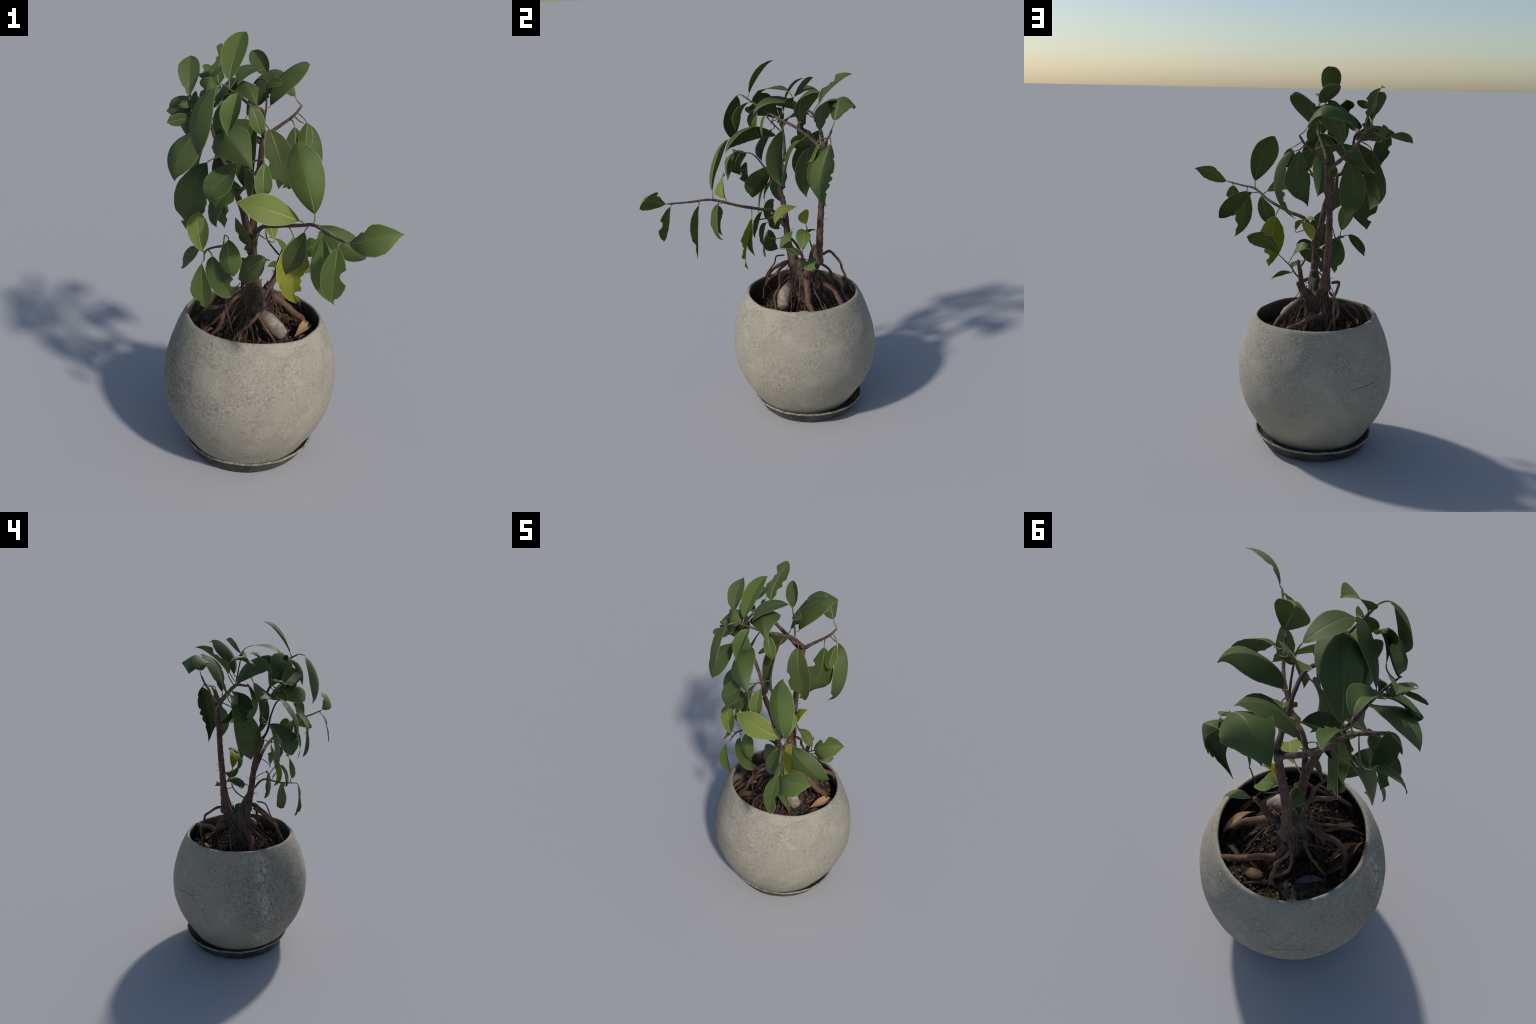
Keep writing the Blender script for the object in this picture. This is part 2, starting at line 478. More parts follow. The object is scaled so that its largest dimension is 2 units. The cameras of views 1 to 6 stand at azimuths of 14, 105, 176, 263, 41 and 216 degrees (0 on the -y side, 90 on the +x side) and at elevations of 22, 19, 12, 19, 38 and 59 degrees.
def leaf(base, out, over, tip, roll, twist, half, cup, skew, kind="green", bites=(), stalk=True):
    B, C, D, T = (V(p, float) for p in (base, out, over, tip))
    n = 84 if bites else 34
    t = np.linspace(0, 1, n)
    tt = t[:, None]
    P = B * (1 - tt)**3 + 3 * C * tt * (1 - tt)**2 + 3 * D * tt**2 * (1 - tt) + T * tt**3
    d = np.gradient(P, axis=0); d /= np.linalg.norm(d, axis=1)[:, None]
    ax = T - B; length = np.linalg.norm(ax); ax /= length
    ref = V((0, 0, 1.)) if abs(ax[2]) < .9 else V((0, 1., 0))
    s = np.cross(ax, ref); s /= np.linalg.norm(s)
    S = np.zeros_like(P); m = n // 2
    S[m] = s - d[m] * (s @ d[m]); S[m] /= np.linalg.norm(S[m])
    for rows in (range(m + 1, n), range(m - 1, -1, -1)):
        for i in rows:
            q = S[i - 1] if i > m else S[i + 1]
            q = q - d[i] * (q @ d[i]); S[i] = q / np.linalg.norm(q)
    N = np.cross(S, d)
    ang = (roll + twist * (t - .5))[:, None]
    S, N = S * np.cos(ang) + N * np.sin(ang), N * np.cos(ang) - S * np.sin(ang)
    # the shiny face looks up and away from the tree
    centre = P.mean(0)
    away = V((centre[0] + .1, centre[1] - .05, .12))
    flip = -1 if N[m] @ away < 0 else 1
    seed = float(rng.uniform(0, 40))
    th = .0016
    rows_top, rows_low = [], []
    jag = .045 if bites else .02
    across = V((-1, -.93, -.82, -.66, -.48, -.28, -.12))
    for i in range(n):
        h = max(half * margin(t[i:i+1], skew)[0], .0016)
        edge = {}
        for side in (1, -1):
            e = 1 + jag * ripple((t[i] * 9, side * 3, 0), 2.2, seed)
            for at, sd, depth, wide in bites:
                if sd == side:
                    x = abs(t[i] - at) / (wide * 1.5)
                    e -= depth * math.cos(math.pi / 2 * x) ** .8 if x < 1 else 0
            edge[side] = max(e, .12)
        rib = min(.0024 * (1 - .7 * t[i]) / h, .10)
        hem = max(.80, 1 - .0019 / h)
        half_row = [-1, -hem, *(across[2:] * hem)]
        vs = [*half_row, -rib, rib, *[-v for v in half_row[::-1]]]
        top, low = [], []
        for v in vs:
            sd = 1 if v > 0 else -1
            w = v * edge[sd]
            lift = abs(w) ** 1.35 * math.sin(cup)
            wavy = .0022 * abs(v) ** 2 * ripple((t[i] * 6, sd * 2, 0), 1.4, seed + 5)
            q = P[i] + S[i] * h * w * math.cos(cup) + N[i] * (h * lift + wavy)
            groove = -.0011 * flip if abs(v) <= rib + 1e-6 else 0
            thin = th * (.5 if abs(v) < .99 else .32)
            top.append(q + N[i] * (flip * thin + groove * .6))
            low.append(q - N[i] * (flip * thin - groove * .5))
        rows_top.append(top); rows_low.append(low)
    w = len(vs)
    verts = V(rows_top + rows_low).reshape(-1, 3)
    # leaf frame: y from stalk to tip, z along the shiny face's normal
    z = N[m] * flip; z = z - ax * (z @ ax); z /= np.linalg.norm(z)
    R = Matrix((np.cross(ax, z), ax, z)).transposed()
    local = (verts - B) @ V(R)
    faces, mi = [], []
    off = n * w
    c0 = len(across) + 1
    fl = flip * (1 if np.linalg.det(V((S[m], d[m], N[m]))) > 0 else -1)
    def add(f, mat, turn):
        faces.append(f if turn > 0 else f[::-1]); mi.append(mat)
    for i in range(n - 1):
        for j in range(w - 1):
            a, b, c, e = i * w + j, i * w + j + 1, (i + 1) * w + j + 1, (i + 1) * w + j
            hem_face = j in (0, w - 2)
            add((a, b, c, e), 3 if hem_face else 2 if j == c0 - 1 else 0, fl)
            add((a + off, e + off, c + off, b + off), 3 if hem_face else 2 if j == c0 - 1 else 1, fl)
        for j, turn in ((0, 1), (w - 1, -1)):
            a, e = i * w + j, (i + 1) * w + j
            add((a, e, e + off, a + off), 3, fl * turn)
    for i, turn in ((0, -1), (n - 1, 1)):
        for j in range(w - 1):
            a, b = i * w + j, i * w + j + 1
            add((a, b, b + off, a + off), 3, -fl * turn)
    ob = bpy.data.objects.new("leaf", mesh_from("leaf", local, faces, LEAF[kind], mi, math.radians(50)))
    bpy.context.scene.collection.objects.link(ob)
    place(ob, plant, B, R)
    if stalk:
        petiole(ob, B, -d[0], length)
    return ob

def petiole(ob, B, back, length):
    """stalk from the blade to the nearest wood"""
    best = None
    for pts in WOOD:
        # the stalk prefers wood that lies behind the blade
        gap = pts - B
        dist = np.linalg.norm(gap, axis=1)
        cost = dist * (1.35 - .45 * (gap @ back) / (dist + 1e-6))
        i = int(np.argmin(cost))
        if best is None or cost[i] < best[0]:
            best = (cost[i], pts[i], dist[i])
    _, foot, dist = best
    if dist > .16:
        foot = B + back * .035; dist = .035
    t = np.linspace(0, 1, 9)[:, None]
    mid = B + back * dist * .45
    pts = B * (1 - t)**2 + 2 * mid * t * (1 - t) + foot * t**2
    r = np.linspace(.0026, .0036, 9) * min(1.0, .7 + length)
    v, f = sweep(pts, r, 7)
    R = WORLD[ob.name]
    inv = R.inverted()
    v = [tuple(inv @ Vector(p)) for p in v]
    make_child(ob, "leaf_stalk", v, f)

def make_child(parent, name, v, f):
    o = bpy.data.objects.new(name, mesh_from(name, v, f, (MAT["stalk"],)))
    bpy.context.scene.collection.objects.link(o)
    o.parent = parent
    return o

# ------------------------------------------------------------------ build: pot, soil
build_saucer()
build_pot(plant)

SOIL = .606
def soil_height(x, y):
    p = (x, y, 0)
    r = math.hypot(x - AXIS_RIM[0], y - AXIS_RIM[1])
    hollow = .05 * (x - AXIS_RIM[0]) - .045 * (y - AXIS_RIM[1]) - .022 * math.exp(-((x + .22) ** 2 + (y - .26) ** 2) / .012)
    return (SOIL + hollow + .008 * ripple(p, 9, 2) + .006 * ripple(p, 26, 4) + .003 * ripple(p, 70, 6)
            + .012 * math.exp(-(r / .12) ** 2) - .010 * max(0, r - .25) / .08)

def build_soil():
    verts, faces = [], []
    nr, ns = 40, 120
    for i in range(nr):
        for j in range(ns):
            r, a = .332 * ((i + .4) / (nr - .6)), 2 * math.pi * j / ns
            x, y = AXIS_RIM[0] + r * math.cos(a), AXIS_RIM[1] + r * math.sin(a)
            verts.append((x, y, soil_height(x, y)))
    for i in range(nr - 1):
        for j in range(ns):
            k2 = (j + 1) % ns
            faces.append((i * ns + j, (i + 1) * ns + j, (i + 1) * ns + k2, i * ns + k2))
    faces.append(tuple(range(ns)))
    ob = make_object("soil", mesh_from("soil", verts, faces, (MAT["soil"],)), plant)
    # coarse grit lying on it
    verts, faces = [], []
    ico = bmesh.new(); bmesh.ops.create_icosphere(ico, subdivisions=2, radius=1)
    iv = V([v.co[:] for v in ico.verts]); jf = [[v.index for v in f.verts] for f in ico.faces]; ico.free()
    for _ in range(950):
        r, a = .315 * math.sqrt(rng.uniform(0, 1)), rng.uniform(0, 2 * math.pi)
        x, y = AXIS_RIM[0] + r * math.cos(a), AXIS_RIM[1] + r * math.sin(a)
        size = .0032 + .0085 * rng.uniform(0, 1) ** 2.2
        sc = size * rng.uniform(.6, 1.25, 3); sc[2] *= .75
        sd = rng.uniform(0, 30)
        m = V(Matrix.Rotation(rng.uniform(0, 6.3), 3, Vector(rng.normal(size=3))))
        q = iv * (1 + .45 * V([ripple(v, 1.3, sd) for v in iv]))[:, None] * sc
        q = q @ m.T + (x, y, soil_height(x, y) + size * .35)
        o = len(verts)
        verts += list(q); faces += [[o + k2 for k2 in f] for f in jf]
    me = mesh_from("soil_grit", verts, faces, (MAT["grit"],))
    g = make_object("soil_grit", me, plant)
    g["kind"] = "stuff"
    # one clod
    q = V([v * (.045, .032, .022) * (1 + .35 * ripple(v, 1.5, 3)) for v in iv])
    make_object("soil_clod", mesh_from("soil_clod", q, jf, (MAT["rust"],)), plant, (-.063, .345, soil_height(-.063, .345) + .008))

build_soil()

# ------------------------------------------------------------------ build: wood
BULB = V([(-0.107, 0.128, 0.815), (-0.114, 0.128, 0.747), (-0.116, 0.128, 0.679), (-0.115, 0.128, 0.611)])
TUBER = V([(-0.085, 0.095, 0.772), (-0.049, 0.067, 0.751), (-0.010, 0.052, 0.727), (0.028, 0.051, 0.695), (0.062, 0.058, 0.658)])

def swollen_base():
    """bulbous foot of the tree: overlapping swept bodies fused into one skin"""
    verts, faces = [], []
    def lump(path, radii, sides=20, rough=.18):
        pts = curve(path, .01)
        r = np.interp(np.linspace(0, 1, len(pts)), np.linspace(0, 1, len(radii)), radii)
        v, f = sweep(pts, r, sides, rough, 4.0)
        o = len(verts); verts.extend(v); faces.extend([[o + k2 for k2 in q] for q in f])
    lump([(-.115, .125, .905), (-.110, .128, .84), (-.112, .130, .76), (-.115, .132, .68), (-.112, .132, .60)], (.030, .046, .066, .074, .070))
    lump([(-.142, .222, .93), (-.138, .208, .87), (-.122, .165, .80), (-.115, .14, .70)], (.022, .031, .044, .05))
    lump([(-.100, .080, .95), (-.102, .092, .88), (-.108, .115, .80), (-.112, .13, .70)], (.023, .034, .046, .05))
    lump([(-.045, .185, .87), (-.062, .170, .82), (-.085, .155, .76), (-.10, .14, .70)], (.016, .024, .034, .04))
    lump([(-.110, .135, .80), (-.085, .09, .77), (-.062, .075, .735)], (.04, .036, .028))
    me = mesh_from("swollen_base", verts, faces, (MAT["bulb"],))
    ob = make_object("swollen_base", me, plant)
    rm = ob.modifiers.new("fuse", "REMESH"); rm.mode = "VOXEL"; rm.voxel_size = .0045; rm.use_smooth_shade = True
    sm = ob.modifiers.new("soften", "SMOOTH"); sm.factor = .5; sm.iterations = 6
    dg = bpy.context.evaluated_depsgraph_get()
    fused = bpy.data.meshes.new_from_object(ob.evaluated_get(dg))
    ob.modifiers.clear()
    co = np.empty(len(fused.vertices) * 3); fused.vertices.foreach_get("co", co); co = co.reshape(-1, 3)
    no = np.empty(len(co) * 3); fused.vertices.foreach_get("normal", no); no = no.reshape(-1, 3)
    for i, p in enumerate(co):
        a = math.atan2(p[1] - .13, p[0] + .11)
        ridge = ripple((math.cos(a) * 2.2, math.sin(a) * 2.2, p[2] * 3), 2.0, 2)
        co[i] += no[i] * (.0045 * ridge + .0025 * ripple(p, 45, 3) + .0012 * ripple(p, 120, 5))
    fused.vertices.foreach_set("co", co.ravel()); fused.update()
    fused.polygons.foreach_set("use_smooth", np.ones(len(fused.polygons), dtype=bool))
    fused.name = "swollen_base"
    if not fused.materials:
        fused.materials.append(MAT["bulb"])
    ob.data = fused
    WOOD.append(curve([(-.115, .125, .905), (-.110, .128, .84)]))

swollen_base()

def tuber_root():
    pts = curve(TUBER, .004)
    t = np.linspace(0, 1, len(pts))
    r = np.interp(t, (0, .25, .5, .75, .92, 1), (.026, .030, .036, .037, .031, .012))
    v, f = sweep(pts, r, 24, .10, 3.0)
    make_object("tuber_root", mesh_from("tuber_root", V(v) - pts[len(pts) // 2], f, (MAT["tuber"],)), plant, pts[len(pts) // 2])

tuber_root()

stem(path=[(-0.142, 0.219, 0.862), (-0.149, 0.231, 0.992), (-0.153, 0.240, 1.125), (-0.151, 0.250, 1.257), (-0.139, 0.255, 1.392), (-0.132, 0.263, 1.527)], thick=(0.0210, 0.0135))
stem(path=[(-0.098, 0.090, 0.858), (-0.104, 0.065, 0.975), (-0.113, 0.053, 1.088), (-0.138, 0.039, 1.195), (-0.159, 0.011, 1.292), (-0.177, 0.011, 1.320)], thick=(0.0210, 0.0135))
stem(path=[(-0.055, 0.173, 0.832), (-0.025, 0.197, 0.893), (-0.014, 0.210, 0.962), (0.001, 0.232, 1.029)], thick=(0.0160, 0.0090))

branch(path=[(-0.105, 0.049, 1.096), (-0.058, -0.006, 1.196), (0.029, -0.054, 1.232), (0.133, -0.146, 1.278), (0.211, -0.267, 1.329), (0.284, -0.364, 1.335), (0.361, -0.455, 1.344)], thick=(0.0105, 0.0045))
branch(path=[(-0.177, 0.013, 1.318), (-0.140, -0.028, 1.367), (-0.085, -0.056, 1.444), (-0.045, -0.103, 1.518), (-0.072, -0.180, 1.525)], thick=(0.0075, 0.0030))
branch(path=[(-0.177, 0.014, 1.318), (-0.206, 0.034, 1.360), (-0.216, 0.015, 1.438), (-0.244, 0.026, 1.462), (-0.292, 0.012, 1.591), (-0.309, -0.007, 1.652), (-0.374, -0.012, 1.693)], thick=(0.0115, 0.0050))
branch(path=[(-0.137, 0.266, 1.500), (-0.209, 0.253, 1.552), (-0.272, 0.230, 1.606), (-0.335, 0.181, 1.683), (-0.426, 0.121, 1.700)], thick=(0.0115, 0.0060))
branch(path=[(-0.128, 0.266, 1.527), (-0.087, 0.292, 1.562), (-0.047, 0.303, 1.594), (-0.011, 0.325, 1.625), (0.019, 0.344, 1.668)], thick=(0.0095, 0.0050))
branch(path=[(-0.131, 0.264, 1.530), (-0.120, 0.204, 1.590), (-0.102, 0.129, 1.653), (-0.098, 0.063, 1.688), (-0.128, 0.007, 1.710), (-0.141, -0.057, 1.742), (-0.164, -0.117, 1.777), (-0.189, -0.189, 1.819)], thick=(0.0095, 0.0042))
twig(path=[(-0.100, 0.151, 1.649), (-0.096, 0.139, 1.706), (-0.096, 0.128, 1.763), (-0.097, 0.115, 1.819)], thick=(0.0045, 0.0028))
twig(path=[(-0.297, -0.004, 1.599), (-0.310, -0.036, 1.626), (-0.326, -0.067, 1.651), (-0.344, -0.097, 1.677)], thick=(0.0040, 0.0030))
twig(path=[(-0.152, 0.134, 0.896), (-0.157, 0.095, 0.974), (-0.164, 0.050, 1.024), (-0.204, 0.002, 1.087), (-0.274, -0.079, 1.091), (-0.259, -0.173, 1.077)], thick=(0.0085, 0.0030))
twig(path=[(-0.222, -0.009, 1.092), (-0.213, -0.035, 1.127), (-0.204, -0.061, 1.163)], thick=(0.0035, 0.0022))
twig(path=[(-0.019, 0.219, 0.993), (-0.040, 0.201, 1.026), (-0.069, 0.186, 1.070), (-0.078, 0.171, 1.119)], thick=(0.0045, 0.0030))
twig(path=[(-0.020, 0.096, 0.902), (0.006, 0.143, 0.936), (0.032, 0.166, 0.978), (0.093, 0.135, 1.035)], thick=(0.0045, 0.0025))

root(path=[(-0.174, 0.243, 0.912), (-0.207, 0.279, 0.921), (-0.193, 0.323, 0.887), (-0.177, 0.349, 0.862), (-0.180, 0.356, 0.828), (-0.171, 0.374, 0.773), (-0.188, 0.354, 0.671)], thick=(0.0080, 0.0060))
root(path=[(-0.167, 0.230, 0.861), (-0.200, 0.270, 0.818), (-0.206, 0.298, 0.766), (-0.171, 0.342, 0.737), (-0.146, 0.365, 0.688), (-0.082, 0.404, 0.662)], thick=(0.0075, 0.0055))
root(path=[(-0.139, 0.224, 0.786), (-0.123, 0.275, 0.743), (-0.073, 0.317, 0.745), (-0.011, 0.350, 0.726), (0.055, 0.382, 0.705)], thick=(0.0150, 0.0120))
root(path=[(-0.031, 0.174, 0.806), (0.006, 0.184, 0.774), (0.043, 0.197, 0.744), (0.079, 0.210, 0.711), (0.113, 0.233, 0.676)], thick=(0.0190, 0.0130))
root(path=[(-0.146, 0.097, 0.765), (-0.226, 0.088, 0.754), (-0.297, 0.080, 0.739), (-0.338, 0.087, 0.709), (-0.358, 0.110, 0.662), (-0.368, 0.140, 0.610)], thick=(0.0135, 0.0110))
root(path=[(-0.131, 0.053, 0.880), (-0.144, 0.013, 0.859), (-0.179, -0.027, 0.830), (-0.194, -0.073, 0.787), (-0.202, -0.096, 0.738), (-0.231, -0.117, 0.697)], thick=(0.0105, 0.0070))
root(path=[(-0.083, 0.058, 0.889), (-0.050, 0.027, 0.867), (-0.032, -0.002, 0.833), (-0.048, -0.044, 0.799), (-0.083, -0.072, 0.752), (-0.125, -0.101, 0.704)], thick=(0.0095, 0.0060))
root(path=[(-0.122, 0.032, 0.918), (-0.138, -0.020, 0.903), (-0.187, -0.051, 0.840), (-0.157, -0.095, 0.766), (-0.147, -0.062, 0.690), (-0.152, 0.014, 0.621)], thick=(0.0045, 0.0035))
root(path=[(-0.094, 0.131, 0.823), (-0.072, 0.117, 0.780), (-0.079, 0.096, 0.735), (-0.106, 0.071, 0.695), (-0.137, 0.048, 0.656), (-0.147, 0.026, 0.610)], thick=(0.0090, 0.0070))
root(path=[(-0.014, 0.088, 0.871), (-0.023, 0.028, 0.841), (-0.052, 0.013, 0.772), (-0.031, 0.009, 0.739), (0.001, -0.005, 0.703), (0.029, 0.007, 0.652)], thick=(0.0085, 0.0060))
root(path=[(-0.113, 0.141, 0.797), (-0.091, 0.159, 0.736), (-0.066, 0.168, 0.673), (-0.043, 0.187, 0.610)], thick=(0.0115, 0.0105))
root(path=[(-0.135, 0.210, 0.821), (-0.201, 0.153, 0.750), (-0.267, 0.097, 0.680), (-0.333, 0.039, 0.610)], thick=(0.0040, 0.0035))
root(path=[(-0.185, 0.174, 0.809), (-0.221, 0.196, 0.790), (-0.254, 0.210, 0.764), (-0.286, 0.211, 0.731), (-0.315, 0.205, 0.695)], thick=(0.0055, 0.0040))
root(path=[(-0.150, 0.082, 0.750), (-0.117, 0.111, 0.697), (-0.071, 0.153, 0.664), (-0.044, 0.181, 0.610)], thick=(0.0042, 0.0035))
root(path=[(-0.019, 0.208, 0.767), (-0.004, 0.242, 0.714), (0.014, 0.276, 0.662), (0.031, 0.309, 0.610)], thick=(0.0040, 0.0035))
root(path=[(-0.067, 0.203, 0.754), (-0.033, 0.246, 0.704), (-0.001, 0.288, 0.654), (0.044, 0.326, 0.610)], thick=(0.0040, 0.0030))
root(path=[(-0.084, 0.111, 0.771), (-0.080, 0.080, 0.728), (-0.067, 0.046, 0.689), (-0.049, 0.013, 0.650), (-0.032, -0.019, 0.610)], thick=(0.0040, 0.0030))
root(path=[(-0.075, 0.073, 0.698), (-0.073, 0.067, 0.667), (-0.062, 0.063, 0.638), (-0.047, 0.061, 0.610)], thick=(0.0075, 0.0060))
root(path=[(-0.130, 0.132, 0.843), (-0.180, 0.115, 0.794), (-0.227, 0.100, 0.744), (-0.253, 0.082, 0.678), (-0.275, 0.062, 0.610)], thick=(0.0085, 0.0060))
root(path=[(-0.118, 0.143, 0.808), (-0.176, 0.081, 0.779), (-0.232, 0.024, 0.738), (-0.284, -0.024, 0.682), (-0.333, -0.066, 0.619)], thick=(0.0080, 0.0060))

def fine_roots():
    """hair-thin roots between the foot and the soil, and whiskers on the stems"""
    verts, faces = [], []
    def thread(path, r0, r1, wig):
        pts = curve(path, .007)
        t = np.linspace(0, 1, len(pts)); ph = rng.uniform(0, 9, 3)
        for a in range(3):
            pts[:, a] += wig * np.sin(np.pi * t) * (np.sin(8 * t + ph[a]) + .6 * np.sin(19 * t + 2 * ph[a]))
        v, f = sweep(pts, r0 * (1 - t) + r1 * t, 6)
        o = len(verts); verts.extend(v); faces.extend([[o + k2 for k2 in q] for q in f])
    for _ in range(46):
        a = rng.uniform(0, 2 * math.pi); q = V((math.cos(a), math.sin(a)))
        z0 = rng.uniform(.70, .88); r0 = .05; r1 = rng.uniform(.10, .24)
        s0 = V((-.112, .135)) + q * r0 * (1.5 - (z0 - .68))
        a2 = a + rng.normal() * .35; e = V((-.11, .135)) + V((math.cos(a2), math.sin(a2))) * r1
        mid = (s0 + e) / 2
        thread([(*s0, z0), (*(s0 * .6 + e * .4), z0 - .25 * (z0 - SOIL)), (*e, soil_height(*e) + .002)],
               rng.uniform(.0018, .0032), .0014, .006)
    for pts in WOOD[1:4]:
        for _ in range(12):
            i = int(rng.integers(1, max(2, len(pts) // 2)))
            q = rng.normal(size=3); q[2] *= .4; q /= np.linalg.norm(q)
            p = pts[i]; L = rng.uniform(.025, .05)
            thread([p, p + q * L * .6, p + q * L + (0, 0, rng.uniform(-.012, .008))], .0016, .0009, .002)
    ob = make_object("fine_roots", mesh_from("fine_roots", verts, faces, (MAT["root"],)), plant)
    ob["kind"] = "stuff"

fine_roots()

# ------------------------------------------------------------------ build: leaves
leaf(base=(-0.180, -0.143, 1.830), out=(-0.185, -0.124, 1.878), over=(-0.174, -0.039, 2.000), tip=(-0.166, 0.005, 1.999), roll=0.07, twist=0.14, half=0.054, cup=0.27, skew=1.02, kind='fresh')   # 01
leaf(base=(-0.391, -0.007, 1.729), out=(-0.407, 0.023, 1.806), over=(-0.409, 0.057, 1.861), tip=(-0.427, 0.113, 1.877), roll=0.14, twist=0.20, half=0.048, cup=0.30, skew=1.01, bites=[bite(at=0.12, side=-1, depth=0.30, wide=0.040)])   # 02
leaf(base=(-0.331, 0.220, 1.748), out=(-0.365, 0.235, 1.806), over=(-0.335, 0.347, 1.906), tip=(-0.376, 0.394, 1.898), roll=-0.42, twist=-0.20, half=0.047, cup=0.39, skew=0.87, bites=[bite(at=0.44, side=-1, depth=0.50, wide=0.100), bite(at=0.56, side=-1, depth=0.35, wide=0.050), bite(at=0.25, side=1, depth=0.35, wide=0.060), bite(at=0.44, side=1, depth=0.25, wide=0.040)])   # 03
leaf(base=(-0.102, 0.088, 1.848), out=(-0.125, 0.037, 1.875), over=(-0.151, -0.064, 1.869), tip=(-0.155, -0.113, 1.807), roll=0.03, twist=-0.41, half=0.047, cup=0.01, skew=1.02)   # 04
leaf(base=(-0.103, 0.129, 1.816), out=(-0.109, 0.168, 1.844), over=(-0.193, 0.201, 1.901), tip=(-0.180, 0.216, 1.907), roll=0.71, twist=-0.06, half=0.042, cup=0.48, skew=0.82)   # 05
leaf(base=(-0.083, 0.161, 1.691), out=(-0.094, 0.122, 1.780), over=(0.031, 0.233, 1.919), tip=(0.051, 0.291, 1.852), roll=3.05, twist=0.05, half=0.074, cup=0.48, skew=0.98)   # 06
leaf(base=(-0.206, 0.240, 1.620), out=(-0.191, 0.238, 1.713), over=(-0.097, 0.290, 1.829), tip=(-0.054, 0.354, 1.801), roll=2.88, twist=0.01, half=0.066, cup=0.18, skew=1.00, bites=[bite(at=0.00, side=-1, depth=0.35, wide=0.030), bite(at=0.19, side=1, depth=0.15, wide=0.030), bite(at=0.19, side=-1, depth=0.15, wide=0.030), bite(at=0.44, side=-1, depth=0.15, wide=0.020)])   # 07
leaf(base=(-0.016, 0.352, 1.704), out=(-0.086, 0.363, 1.904), over=(-0.198, 0.422, 1.772), tip=(-0.230, 0.424, 1.728), roll=3.02, twist=-0.47, half=0.092, cup=0.50, skew=0.73, bites=[bite(at=0.06, side=-1, depth=0.12, wide=0.030)])   # 08
leaf(base=(-0.052, 0.129, 1.792), out=(-0.134, 0.126, 1.784), over=(-0.027, 0.090, 1.806), tip=(-0.017, 0.089, 1.799), roll=2.17, twist=0.00, half=0.025, cup=-0.10, skew=1.04)   # 09
leaf(base=(-0.298, 0.165, 1.688), out=(-0.268, 0.105, 1.806), over=(-0.134, -0.079, 1.878), tip=(-0.075, -0.098, 1.724), roll=-0.17, twist=-0.00, half=0.086, cup=-0.51, skew=1.00)   # 10
leaf(base=(-0.209, -0.226, 1.811), out=(-0.269, -0.280, 1.764), over=(-0.275, -0.321, 1.607), tip=(-0.256, -0.262, 1.547), roll=-0.60, twist=-0.06, half=0.065, cup=0.28, skew=1.00)   # 11
leaf(base=(-0.146, -0.141, 1.781), out=(-0.145, -0.186, 1.761), over=(-0.153, -0.203, 1.674), tip=(-0.155, -0.226, 1.634), roll=-0.14, twist=-0.39, half=0.048, cup=0.47, skew=1.02, kind='fresh')   # 12
leaf(base=(-0.344, -0.097, 1.679), out=(-0.348, -0.058, 1.678), over=(-0.230, -0.185, 1.724), tip=(-0.225, -0.170, 1.749), roll=-0.74, twist=0.02, half=0.057, cup=0.53, skew=1.10)   # 13
leaf(base=(-0.371, -0.062, 1.656), out=(-0.363, -0.074, 1.647), over=(-0.459, -0.085, 1.636), tip=(-0.452, -0.088, 1.624), roll=1.26, twist=-0.11, half=0.026, cup=0.17, skew=0.98)   # 14
leaf(base=(-0.340, -0.065, 1.602), out=(-0.330, -0.116, 1.594), over=(-0.410, -0.200, 1.472), tip=(-0.399, -0.147, 1.402), roll=3.48, twist=0.32, half=0.070, cup=0.20, skew=0.94)   # 15
leaf(base=(-0.307, -0.007, 1.456), out=(-0.353, -0.078, 1.408), over=(-0.393, -0.088, 1.221), tip=(-0.390, -0.010, 1.144), roll=2.82, twist=0.02, half=0.085, cup=-0.15, skew=1.07, bites=[bite(at=0.81, side=1, depth=0.30, wide=0.040), bite(at=0.81, side=1, depth=0.50, wide=0.040)])   # 16
leaf(base=(-0.249, -0.020, 1.583), out=(-0.253, -0.169, 1.686), over=(-0.096, -0.280, 1.618), tip=(-0.043, -0.256, 1.516), roll=2.45, twist=0.09, half=0.089, cup=0.51, skew=0.90)   # 17
leaf(base=(-0.249, 0.176, 1.521), out=(-0.307, 0.140, 1.484), over=(-0.282, 0.096, 1.296), tip=(-0.256, 0.145, 1.228), roll=-0.62, twist=0.08, half=0.075, cup=0.08, skew=1.04)   # 18
leaf(base=(-0.081, 0.157, 1.587), out=(-0.043, 0.080, 1.571), over=(0.044, 0.083, 1.339), tip=(0.028, 0.088, 1.361), roll=2.41, twist=-0.89, half=0.064, cup=-0.18, skew=0.98, bites=[bite(at=0.75, side=-1, depth=0.70, wide=0.070), bite(at=0.44, side=-1, depth=0.25, wide=0.040)])   # 19
leaf(base=(0.008, 0.260, 1.586), out=(0.042, 0.229, 1.418), over=(-0.018, 0.198, 1.378), tip=(-0.043, 0.234, 1.305), roll=0.59, twist=0.66, half=0.072, cup=0.11, skew=0.83, bites=[bite(at=0.25, side=-1, depth=0.20, wide=0.040), bite(at=0.25, side=-1, depth=0.20, wide=0.040)])   # 20
leaf(base=(0.054, 0.300, 1.602), out=(0.072, 0.249, 1.592), over=(0.048, 0.244, 1.495), tip=(0.092, 0.220, 1.508), roll=3.03, twist=0.29, half=0.034, cup=0.26, skew=0.99, kind='fresh')   # 21
leaf(base=(0.037, 0.339, 1.592), out=(0.149, 0.340, 1.590), over=(0.190, 0.252, 1.332), tip=(0.025, 0.309, 1.255), roll=1.62, twist=0.23, half=0.074, cup=0.70, skew=0.99, bites=[bite(at=0.25, side=1, depth=0.14, wide=0.020), bite(at=0.50, side=1, depth=0.20, wide=0.025), bite(at=0.62, side=1, depth=0.20, wide=0.020), bite(at=0.75, side=1, depth=0.25, wide=0.030), bite(at=0.88, side=-1, depth=0.40, wide=0.070)])   # 22
